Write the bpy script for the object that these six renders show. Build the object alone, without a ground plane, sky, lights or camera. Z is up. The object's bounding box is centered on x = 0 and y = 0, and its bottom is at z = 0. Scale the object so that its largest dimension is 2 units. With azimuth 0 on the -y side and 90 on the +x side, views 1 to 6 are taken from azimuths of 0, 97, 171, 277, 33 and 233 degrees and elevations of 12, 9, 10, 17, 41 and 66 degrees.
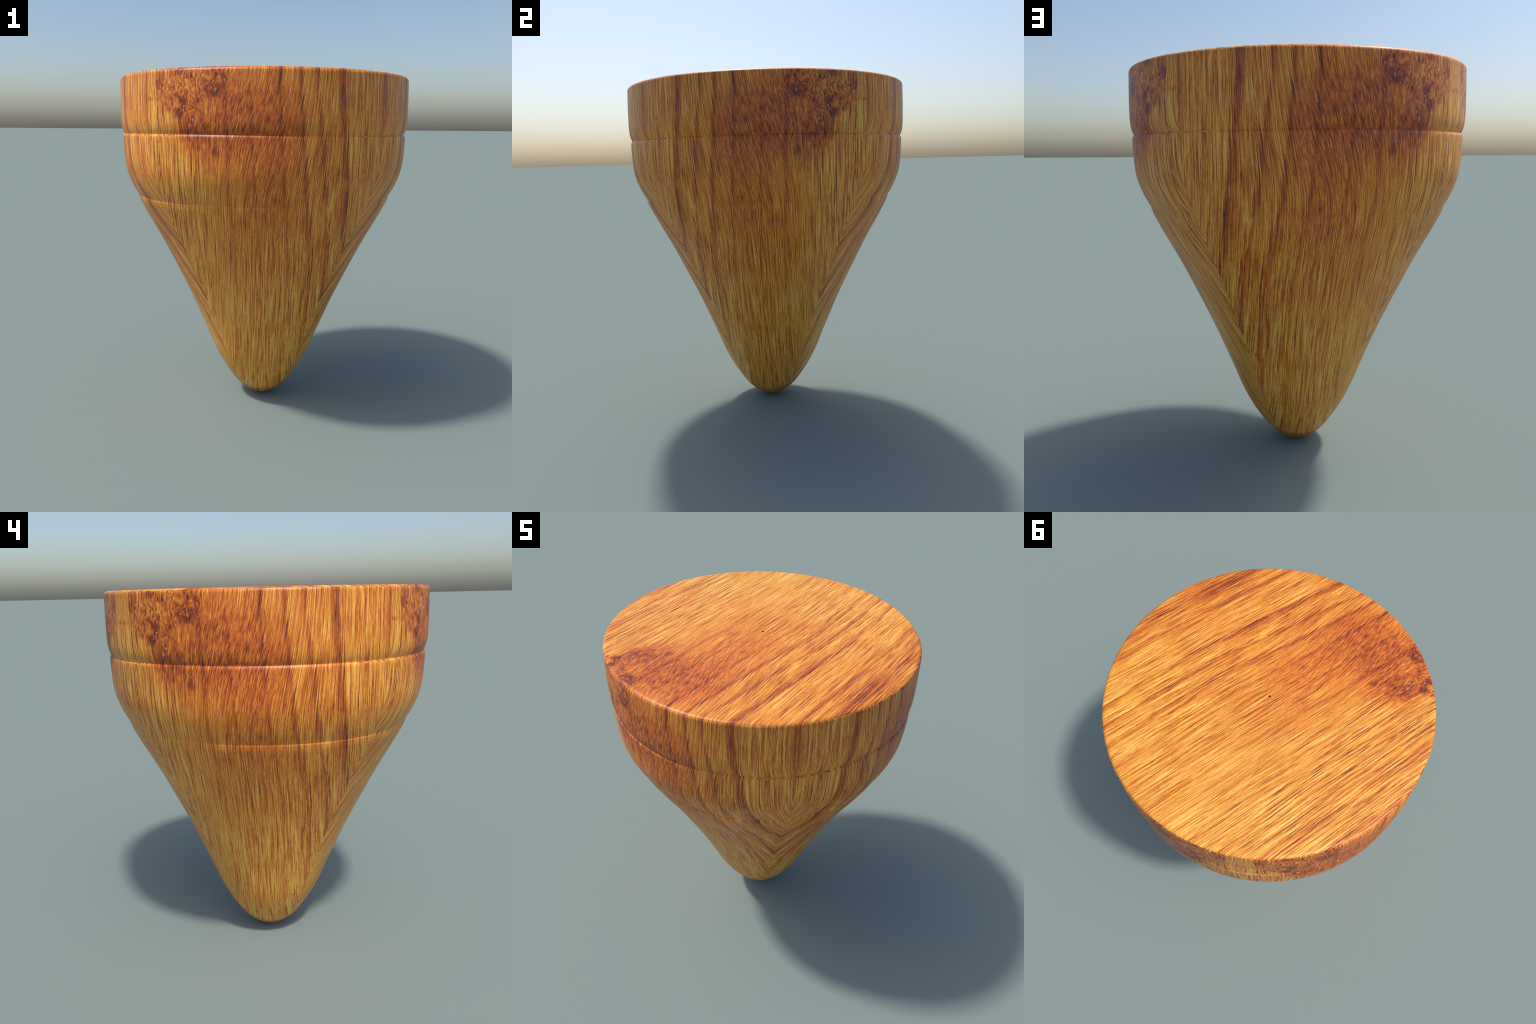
"""Wooden lathe-turned spinning top: flat cap, rounded shoulder band, long cone
with a blunt tip.  Everything is a surface of revolution about the z axis; the
wood is one procedural plank figure (u across the grain, v along the grain)
projected from the four sides, the top and the bottom."""
import bpy, math
import numpy as np

for o in list(bpy.data.objects):
    bpy.data.objects.remove(o, do_unlink=True)

# ------------------------------------------------------------------ profiles
SEG = 320                      # segments round the axis


def smooth_curve(pts, step):
    """Monotone-friendly spline through (r, z) points, resampled by arc length."""
    p = np.array(pts, float)
    d = np.r_[0, np.cumsum(np.hypot(*np.diff(p, axis=0).T))]
    n = len(p)
    m = np.zeros_like(p)
    for i in range(n):
        a, b = max(i - 1, 0), min(i + 1, n - 1)
        m[i] = (p[b] - p[a]) / (d[b] - d[a])
    out = []
    for i in range(n - 1):
        h = d[i + 1] - d[i]
        k = max(1, int(math.ceil(h / step)))
        for j in range(k):
            t = j / k
            h00 = 2*t**3 - 3*t**2 + 1
            h10 = t**3 - 2*t**2 + t
            h01 = -2*t**3 + 3*t**2
            h11 = t**3 - t**2
            out.append(tuple(h00*p[i] + h10*h*m[i] + h01*p[i+1] + h11*h*m[i+1]))
    out.append(tuple(p[-1]))
    return out


def arc(cr, cz, rad, a0, a1, n):
    return [(cr + rad*math.cos(math.radians(a0 + (a1-a0)*i/n)),
             cz + rad*math.sin(math.radians(a0 + (a1-a0)*i/n))) for i in range(n + 1)]


# long cone: from the blunt tip up to the rounded lip under the shoulder
CONE = smooth_curve([
    (0.0, 0.0), (0.030, 0.0022), (0.060, 0.0110), (0.090, 0.0278), (0.120, 0.0500),
    (0.1600, 0.0867), (0.1860, 0.120), (0.2130, 0.160), (0.2385, 0.200), (0.2665, 0.250),
    (0.2917, 0.300), (0.3180, 0.360), (0.3412, 0.420), (0.3730, 0.500), (0.4138, 0.600),
    (0.4564, 0.700), (0.5017, 0.800), (0.5488, 0.900), (0.5965, 1.000), (0.6367, 1.080),
    (0.6745, 1.150), (0.7122, 1.220), (0.7373, 1.270), (0.7522, 1.300), (0.7567, 1.3120), (0.7612, 1.3250)], 0.006)
CONE += [(0.7613, 1.3258), (0.7608, 1.3320)]

# shoulder band: rises from the small step above the cone, rolls over at the upper groove
BAND = [(0.7608, 1.3320)]
BAND += smooth_curve([
    (0.7611, 1.3326), (0.7641, 1.3398), (0.7767, 1.360), (0.7922, 1.390), (0.8053, 1.420),
    (0.8167, 1.450), (0.8253, 1.480), (0.8310, 1.510), (0.8353, 1.550), (0.8377, 1.600),
    (0.8388, 1.640), (0.8390, 1.662)], 0.010)
BAND += [(0.8388, 1.6690), (0.8384, 1.6738), (0.8377, 1.6772), (0.8367, 1.6795), (0.8303, 1.6871)]

# cap: undercut at the groove, barrel side, rounded rim, flat top with a lathe-centre pit
CAP = [(0.8303, 1.6871)]
CAP += smooth_curve([
    (0.8307, 1.6884), (0.8344, 1.6965), (0.8385, 1.706), (0.8428, 1.722), (0.8456, 1.742),
    (0.8469, 1.768), (0.8471, 1.795), (0.8466, 1.840), (0.8457, 1.880), (0.8444, 1.920),
    (0.8430, 1.955), (0.8424, 1.980)], 0.010)
CAP += arc(0.8224, 1.980, 0.0200, 0, 90, 10)[1:]
CAP += [(0.78, 2.0), (0.60, 2.0), (0.40, 2.0), (0.20, 2.0), (0.05, 2.0), (0.012, 2.0), (0.0066, 2.0)]
PIT = [(0.0066, 2.0), (0.0060, 1.9985), (0.0050, 1.9925), (0.0038, 1.9905), (0.0024, 1.9925), (0.0, 1.9950)]


def lathe(name, prof, mat, sharp_deg=50):
    verts, rings = [], []
    for r, z in prof:
        if r < 1e-6:
            rings.append([len(verts)])
            verts.append((0.0, 0.0, z))
        else:
            rings.append(list(range(len(verts), len(verts) + SEG)))
            verts += [(r*math.cos(2*math.pi*i/SEG), r*math.sin(2*math.pi*i/SEG), z) for i in range(SEG)]
    faces = []
    for a, b in zip(rings, rings[1:]):
        for i in range(SEG):
            j = (i + 1) % SEG
            if len(a) == 1:
                faces.append((a[0], b[j], b[i]))
            elif len(b) == 1:
                faces.append((a[i], a[j], b[0]))
            else:
                faces.append((a[i], a[j], b[j], b[i]))
    me = bpy.data.meshes.new(name)
    me.from_pydata(verts, [], faces)
    me.validate()
    me.update()
    me.shade_smooth()
    me.set_sharp_from_angle(angle=math.radians(sharp_deg))
    me.materials.append(mat)
    ob = bpy.data.objects.new(name, me)
    bpy.context.scene.collection.objects.link(ob)
    return ob


# ------------------------------------------------------- tiny node expression kit
class Kit:
    def __init__(self, tree):
        self.t = tree

    def node(self, kind, **kw):
        n = self.t.nodes.new(kind)
        for k, v in kw.items():
            setattr(n, k, v)
        return n

    def put(self, sock, val):
        if isinstance(val, V):
            self.t.links.new(val.s, sock)
        elif isinstance(val, bpy.types.NodeSocket):
            self.t.links.new(val, sock)
        else:
            sock.default_value = val

    def math(self, op, *a, clamp=False):
        n = self.node("ShaderNodeMath", operation=op, use_clamp=clamp)
        for i, x in enumerate(a):
            self.put(n.inputs[i], x)
        return V(self, n.outputs[0])

    def vec(self, x, y, z=0.0):
        n = self.node("ShaderNodeCombineXYZ")
        for i, q in enumerate((x, y, z)):
            self.put(n.inputs[i], q)
        return V(self, n.outputs[0])

    def noise(self, x, y, detail=2.0, rough=0.5, distort=0.0, seed=(0, 0)):
        n = self.node("ShaderNodeTexNoise", noise_dimensions='2D', normalize=True)
        self.put(n.inputs["Vector"], self.vec(x + seed[0], y + seed[1]))
        n.inputs["Scale"].default_value = 1.0
        n.inputs["Detail"].default_value = detail
        n.inputs["Roughness"].default_value = rough
        n.inputs["Distortion"].default_value = distort
        return V(self, n.outputs["Fac"])

    def remap(self, x, a, b, c=0.0, d=1.0, smooth=False):
        n = self.node("ShaderNodeMapRange", clamp=True,
                      interpolation_type='SMOOTHSTEP' if smooth else 'LINEAR')
        for i, q in enumerate((x, a, b, c, d)):
            self.put(n.inputs[i], q)
        return V(self, n.outputs[0])

    def curve(self, x, pts, kind='LINEAR'):
        """Piecewise curve of x through (x, y) points, built on one colour ramp."""
        xs = [p[0] for p in pts]
        ys = [p[1] for p in pts]
        x0, x1 = min(xs), max(xs)
        y0, y1 = min(ys), max(ys)
        n = self.node("ShaderNodeValToRGB")
        n.color_ramp.interpolation = kind
        el = n.color_ramp.elements
        while len(el) < len(pts):
            el.new(0.5)
        for i, (px, py) in enumerate(pts):
            el[i].position = (px - x0)/(x1 - x0)
        for i, (px, py) in enumerate(pts):
            g = (py - y0)/(y1 - y0)
            el[i].color = (g, g, g, 1)
        self.put(n.inputs[0], self.remap(x, x0, x1))
        return V(self, n.outputs[0])*(y1 - y0) + y0

    def ramp(self, x, stops):
        n = self.node("ShaderNodeValToRGB")
        el = n.color_ramp.elements
        while len(el) < len(stops):
            el.new(0.5)
        for i, (p, c) in enumerate(stops):
            el[i].position = p
        for i, (p, c) in enumerate(stops):
            el[i].color = (*c, 1)
        self.put(n.inputs[0], x)
        return V(self, n.outputs[0])

    def mix(self, f, a, b, blend='MIX'):
        n = self.node("ShaderNodeMix", data_type='RGBA', blend_type=blend)
        self.put(n.inputs[0], f)
        for s, q in ((n.inputs[6], a), (n.inputs[7], b)):
            self.put(s, (*q, 1) if isinstance(q, tuple) else q)
        return V(self, n.outputs[2])

    def lerp(self, f, a, b):
        return a + (b - a)*f if isinstance(a, V) else (b - a)*f + a


class V:
    def __init__(self, k, s):
        self.k, self.s = k, s

    def __add__(self, o): return self.k.math('ADD', self, o)
    __radd__ = __add__
    def __sub__(self, o): return self.k.math('SUBTRACT', self, o)
    def __rsub__(self, o): return self.k.math('SUBTRACT', o, self)
    def __mul__(self, o): return self.k.math('MULTIPLY', self, o)
    __rmul__ = __mul__
    def __truediv__(self, o): return self.k.math('DIVIDE', self, o)


# ------------------------------------------------------------------ wood figure
def wood_material(name="turned_rosewood"):
    m = bpy.data.materials.new(name)
    m.use_nodes = True
    t = m.node_tree
    t.nodes.clear()
    k = Kit(t)

    # --- box projection of one plank figure ------------------------------------
    tc = k.node("ShaderNodeTexCoord")
    sp = k.node("ShaderNodeSeparateXYZ")
    t.links.new(tc.outputs["Object"], sp.inputs[0])
    x, y, z = (V(k, sp.outputs[i]) for i in range(3))
    sn = k.node("ShaderNodeSeparateXYZ")
    t.links.new(tc.outputs["Normal"], sn.inputs[0])
    nx, ny, nz = (V(k, sn.outputs[i]) for i in range(3))
    ax, ay, az = (k.math('ABSOLUTE', q) for q in (nx, ny, nz))
    side_x = k.math('GREATER_THAN', ax, ay)
    flat = k.math('GREATER_THAN', az, k.math('MAXIMUM', ax, ay))
    u_side = k.lerp(side_x, x, y*-1.0)
    u = k.lerp(flat, u_side, x)
    v = k.lerp(flat, z, 1.131 - y*k.math('SIGN', nz))

    def bump2(u0, v0, ru, rv, uu=None, vv=None):
        """Gaussian blob exp(-d2) around (u0, v0)."""
        a = ((uu or u) - u0)*(1.0/ru)
        b = ((vv or v) - v0)*(1.0/rv)
        return k.math('POWER', 2.71828, (a*a + b*b)*-1.0)

    # --- masks -------------------------------------------------------------------
    wob = k.noise(u*9.0, v*5.0, 3, 0.6, seed=(3.1, 7.7)) - 0.5
    # dark smoky zone that trails from the burl down the plank
    h1 = bump2(-0.32, 1.70, 0.13, 0.13)
    h2 = bump2(-0.14, 1.76, 0.20, 0.22)
    h3 = bump2(0.03, 1.72, 0.14, 0.26)*0.85
    h4 = bump2(-0.01, 1.38, 0.22, 0.28)*0.46
    h5 = bump2(-0.10, 1.10, 0.24, 0.26)*0.22
    haze = k.math('MAXIMUM', k.math('MAXIMUM', h1, h2), k.math('MAXIMUM', h3, k.math('MAXIMUM', h4, h5)))
    haze = k.remap(haze + wob*0.20, 0.12, 0.80)
    # burl (knotty eye cluster) near the upper edge
    burl = k.math('MAXIMUM', bump2(-0.41, 1.88, 0.15, 0.11), bump2(-0.30, 1.93, 0.12, 0.10))
    burl = k.remap(burl + wob*0.25, 0.28, 0.62, smooth=True)
    left = k.remap(u, -0.10, -0.42, smooth=True)          # coarse, yellower left half
    low = k.remap(v, 1.25, 0.55, smooth=True)             # paler toward the low end

    # --- grain flow -----------------------------------------------------------------
    drift = k.curve(v, [(0.0, -0.045), (0.2, -0.04), (0.45, -0.022), (0.82, 0.005), (1.05, -0.010),
                        (1.28, -0.046), (1.42, -0.066), (1.56, -0.083), (1.70, -0.102), (2.0, -0.135)], 'B_SPLINE')
    wid = k.curve(u, [(-0.85, 0.3), (-0.55, 0.0), (-0.40, 0.1), (-0.10, 0.60), (0.02, 0.55), (0.13, 0.70),
                      (0.22, 1.0), (0.35, 0.66), (0.45, 0.35), (0.65, 0.45), (0.85, 0.75)], 'B_SPLINE')
    psi = u - drift*wid + (k.noise(u*4.0, v*1.8, 2, seed=(11.0, 2.0)) - 0.5)*0.012
    # fibres run straight up the plank, but lean against the streaks inside the smoky zone
    lean = k.remap(v, 1.28, 2.12, -0.072, 0.072, smooth=True)
    win = k.remap(u, -0.34, -0.12, smooth=True)*k.remap(u, 0.46, 0.06, smooth=True)
    jag = (k.noise(u*70.0, v*26.0, 2, 0.6, seed=(51.0, 8.0)) - 0.5)
    fib = u - drift*wid*0.12 - lean*win + (k.noise(u*4.0, v*1.8, 2, seed=(11.0, 2.0)) - 0.5)*0.012 + jag*0.0035
    # fibres part round the eyes of the burl
    for (u0, v0, r, a) in ((-0.36, 1.765, 0.060, 0.40), (-0.43, 1.845, 0.075, 0.40),
                           (-0.265, 1.91, 0.060, 0.40), (-0.52, 1.955, 0.055, 0.40)):
        fib = fib - (u - u0)*bump2(u0, v0, r, r)*a
    swirl_a = (k.noise(u*15.0, v*13.0, 3, 0.5, seed=(21.0, 5.0)) - 0.5)
    swirl_b = (k.noise(u*15.0, v*13.0, 3, 0.5, seed=(41.0, 15.0)) - 0.5)
    fu = fib + swirl_a*(burl*0.060 + haze*0.008)
    fv = v + swirl_b*burl*0.05

    # --- fibre noises ------------------------------------------------------------------
    fine_long = k.noise(fu*205.0, fv*3.4, 3, 0.60)
    fine_short = k.noise(fu*175.0, fv*23.0, 3, 0.60, 0.2, seed=(5.0, 9.0))
    fine_burl = k.noise(fu*165.0, fv*38.0, 3, 0.60, 0.3, seed=(15.0, 3.0))
    coarse = k.noise(fu*120.0, fv*3.0, 3, 0.62, seed=(8.0, 1.0))
    hair = k.noise(fu*300.0, fv*14.0, 1, 0.6, seed=(2.0, 31.0))
    # hair-thin continuous dark lines: the level set of a stretched noise
    thread_n = k.noise(fu*92.0, fv*2.0, 1, 0.5, seed=(61.0, 3.0))
    thread = k.remap(k.math('ABSOLUTE', thread_n - 0.5), 0.0, 0.075, 1.0, 0.0)
    thread_n = k.noise(fu*140.0, fv*3.2, 1, 0.5, seed=(71.0, 13.0))
    thread = thread + k.remap(k.math('ABSOLUTE', thread_n - 0.5), 0.0, 0.085, 0.8, 0.0)
    thread = thread*k.remap(k.noise(fu*50.0, fv*6.0, 2, 0.6, seed=(81.0, 9.0)), 0.35, 0.65, 0.62, 1.0)
    speck = k.noise(fu*250.0, fv*42.0, 1, 0.6, seed=(7.0, 77.0))
    mottled = k.noise(fu*46.0, fv*5.0, 4, 0.65, seed=(17.0, 4.0))
    broad = k.noise(psi*11.0, v*0.9, 2, 0.5, seed=(9.0, 6.0))

    fibre = k.lerp(left*0.45, fine_long, coarse)
    fibre = k.lerp(haze*0.90, fibre, fine_short)
    fibre = k.lerp(burl, fibre, fine_burl)

    # --- dark growth streaks at fixed places across the plank -------------------------
    # (their edges are frayed by the fibres)
    spsi = psi + (fibre - 0.5)*0.040 + (hair - 0.5)*0.012
    streak_line = k.curve(spsi, [
        (-0.85, 0.25), (-0.80, 0.6), (-0.77, 0.1), (-0.70, 0.1), (-0.67, 0.5), (-0.645, 0.1), (-0.30, 0.05),
        (-0.168, 0.06), (-0.150, 0.60), (-0.138, 0.05), (-0.030, 0.06),
        (-0.020, 0.65), (-0.010, 0.05), (0.115, 0.08), (0.132, 0.70), (0.143, 0.05), (0.230, 0.15),
        (0.257, 1.00), (0.274, 0.03), (0.330, 0.12), (0.350, 1.0), (0.363, 0.03),
        (0.418, 0.22), (0.442, 1.0), (0.455, 0.02), (0.620, 0.03), (0.645, 1.0), (0.664, 0.05),
        (0.765, 0.95), (0.85, 0.1)])
    streak = streak_line*k.remap(k.noise(psi*60.0, v*7.0, 3, 0.7, seed=(1.0, 13.0)), 0.32, 0.60, 0.58, 1.0)

    # --- black open pores ----------------------------------------------------------------
    pore_n = k.noise(fu*150.0, fv*4.0, 3, 0.55, seed=(33.0, 12.0))
    pore_gate = k.noise(fu*30.0, fv*3.0, 2, seed=(6.0, 22.0))
    pore = k.remap(pore_n, 0.58, 0.67)*k.remap(pore_gate + left*0.10, 0.46, 0.62)
    pore = pore*(left*0.75 + 0.25)*(1.0 - burl)
    # long crack beside the burl
    crack = bump2(-0.5415, 1.72, 0.0030, 0.34, uu=u + (k.noise(u*3.0, v*9.0, 2) - 0.5)*0.012)
    crack = crack*k.remap(k.noise(u*4.0, v*11.0, 2, seed=(4.0, 4.0)), 0.40, 0.58)

    # --- dark eyes, resin spots ----------------------------------------------------------
    eu, ev = u + swirl_a*0.045 + (fine_burl - 0.5)*0.03, v + swirl_b*0.045
    eyes = None
    for (u0, v0, ru, rv, s) in (
            (-0.340, 1.844, .017, .017, .8), (-0.404, 1.820, .020, .016, 1), (-0.408, 1.852, .022, .018, .8),
            (-0.445, 1.868, .024, .020, .8), (-0.493, 1.802, .020, .014, .6), (-0.430, 1.786, .026, .026, 1),
            (-0.243, 1.947, .016, .026, .6), (-0.251, 1.875, .024, .016, .7), (-0.281, 1.912, .024, .016, .5),
            (-0.300, 1.883, .014, .014, .5), (-0.525, 1.955, .020, .055, 1), (-0.420, 1.982, .045, .018, 1),
            (-0.582, 1.865, .022, .010, .7), (-0.305, 1.792, .010, .014, .7), (-0.385, 1.715, .050, .050, .7),
            (-0.335, 1.672, .060, .026, .7), (-0.250, 1.612, .016, .030, .7), (-0.300, 1.735, .020, .030, .5)):
        e = bump2(u0, v0, ru, rv, eu, ev)*s
        eyes = e if eyes is None else k.math('MAXIMUM', eyes, e)
    spots = None
    for (u0, v0, r) in ((-0.357, 1.757, .0036), (-0.400, 1.822, .0027), (-0.372, 1.729, .0022),
                        (-0.245, 1.640, .0017), (-0.420, 1.640, .0013)):
        e = bump2(u0, v0, r, r*1.25)
        spots = e if spots is None else k.math('MAXIMUM', spots, e)

    # browner clots through the burl, and a clear orange strip outside the crack
    blot = k.remap(k.noise(eu*30.0, ev*27.0, 3, 0.6, seed=(14.0, 41.0)), 0.50, 0.64)*burl
    strip = k.remap(u, -0.538, -0.548)*k.remap(v, 1.68, 1.76)
    pore = pore*(1.0 - strip)

    # --- tone: 0 dark heartwood .. 1 pale fibre -----------------------------------------
    tone = 0.600 + (fibre - 0.5)*1.38 - (thread - 0.42)*(0.22 - haze*0.10)*(1.0 - burl) + (coarse - 0.5)*(left*0.60 + 0.08) + (hair - 0.5)*0.42
    tone = tone + (mottled - 0.5)*0.08 + (broad - 0.5)*0.06 + (speck - 0.5)*0.26
    tone = tone - streak*k.remap(v, 0.5, 1.5, 0.27, 0.36) - haze*0.22 - burl*0.14 + left*0.05 + low*0.06 - bump2(0.035, 0.565, 0.075, 0.030)*0.08
    tone = tone - eyes*0.34 - blot*0.13 - pore*0.32 + strip*0.05 - crack*0.8
    col = k.ramp(tone, [
        (0.00, (0.085, 0.015, 0.007)), (0.16, (0.220, 0.042, 0.010)), (0.34, (0.430, 0.091, 0.011)),
        (0.50, (0.620, 0.172, 0.016)), (0.64, (0.740, 0.276, 0.028)), (0.80, (0.840, 0.420, 0.062)),
        (1.00, (0.920, 0.530, 0.130))])
    # orange-red stain away from the pale end, ochre in the coarse half
    warm = k.remap(haze*0.6 + burl*0.45 + (1.0 - low)*0.30 + 0.05 + (mottled - 0.5)*1.3, 0.1, 0.9)
    col = k.mix(warm*0.50, col, (1.0, 0.72, 0.62), 'MULTIPLY')
    col = k.mix(k.math('MAXIMUM', low*0.9, left*0.6)*(1.0 - haze)*(1.0 - flat*0.5), col, (0.97, 1.035, 1.0), 'MULTIPLY')
    col = k.mix(pore*0.55, col, (0.035, 0.022, 0.020))
    col = k.mix(spots*0.8, col, (0.62, 0.60, 0.62))

    b = k.node("ShaderNodeBsdfPrincipled")
    k.put(b.inputs["Base Color"], col)
    b.inputs["Roughness"].default_value = 0.45
    b.inputs["Specular IOR Level"].default_value = 0.5
    bp = k.node("ShaderNodeBump")
    bp.inputs["Strength"].default_value = 0.035
    bp.inputs["Distance"].default_value = 0.004
    k.put(bp.inputs["Height"], tone)
    t.links.new(bp.outputs[0], b.inputs["Normal"])
    out = k.node("ShaderNodeOutputMaterial")
    t.links.new(b.outputs[0], out.inputs[0])
    return m


def pit_material():
    m = bpy.data.materials.new("drilled_wood")
    m.use_nodes = True
    t = m.node_tree
    k = Kit(t)
    b = t.nodes["Principled BSDF"]
    tc = k.node("ShaderNodeTexCoord")
    sp = k.node("ShaderNodeSeparateXYZ")
    t.links.new(tc.outputs["Object"], sp.inputs[0])
    px, py = V(k, sp.outputs[0]), V(k, sp.outputs[1])
    rad = k.math('SQRT', px*px + py*py)
    grain = k.noise(px*900.0, py*300.0, 2)*0.1
    col = k.ramp(k.remap(rad, 0.0015, 0.0050) + grain*0.5,
                 [(0.0, (0.42, 0.20, 0.035)), (0.6, (0.10, 0.035, 0.006)), (1.0, (0.045, 0.016, 0.004))])
    k.put(b.inputs["Base Color"], col)
    b.inputs["Roughness"].default_value = 0.7
    return m


wood = wood_material()
root = bpy.data.objects.new("spinning_top", None)
root.empty_display_size = 0.2
bpy.context.scene.collection.objects.link(root)
root["label"] = "turned wooden spinning top with flat cap and tapering cone"
root["category"] = "spinning top"

cone = lathe("cone", CONE, wood, 14)
band = lathe("shoulder_band", BAND, wood, 16)
cap = lathe("cap", CAP, wood)
for ob in (cone, band, cap):
    ob.parent = root
pit = lathe("centre_hole", PIT, pit_material())
pit.parent = cap
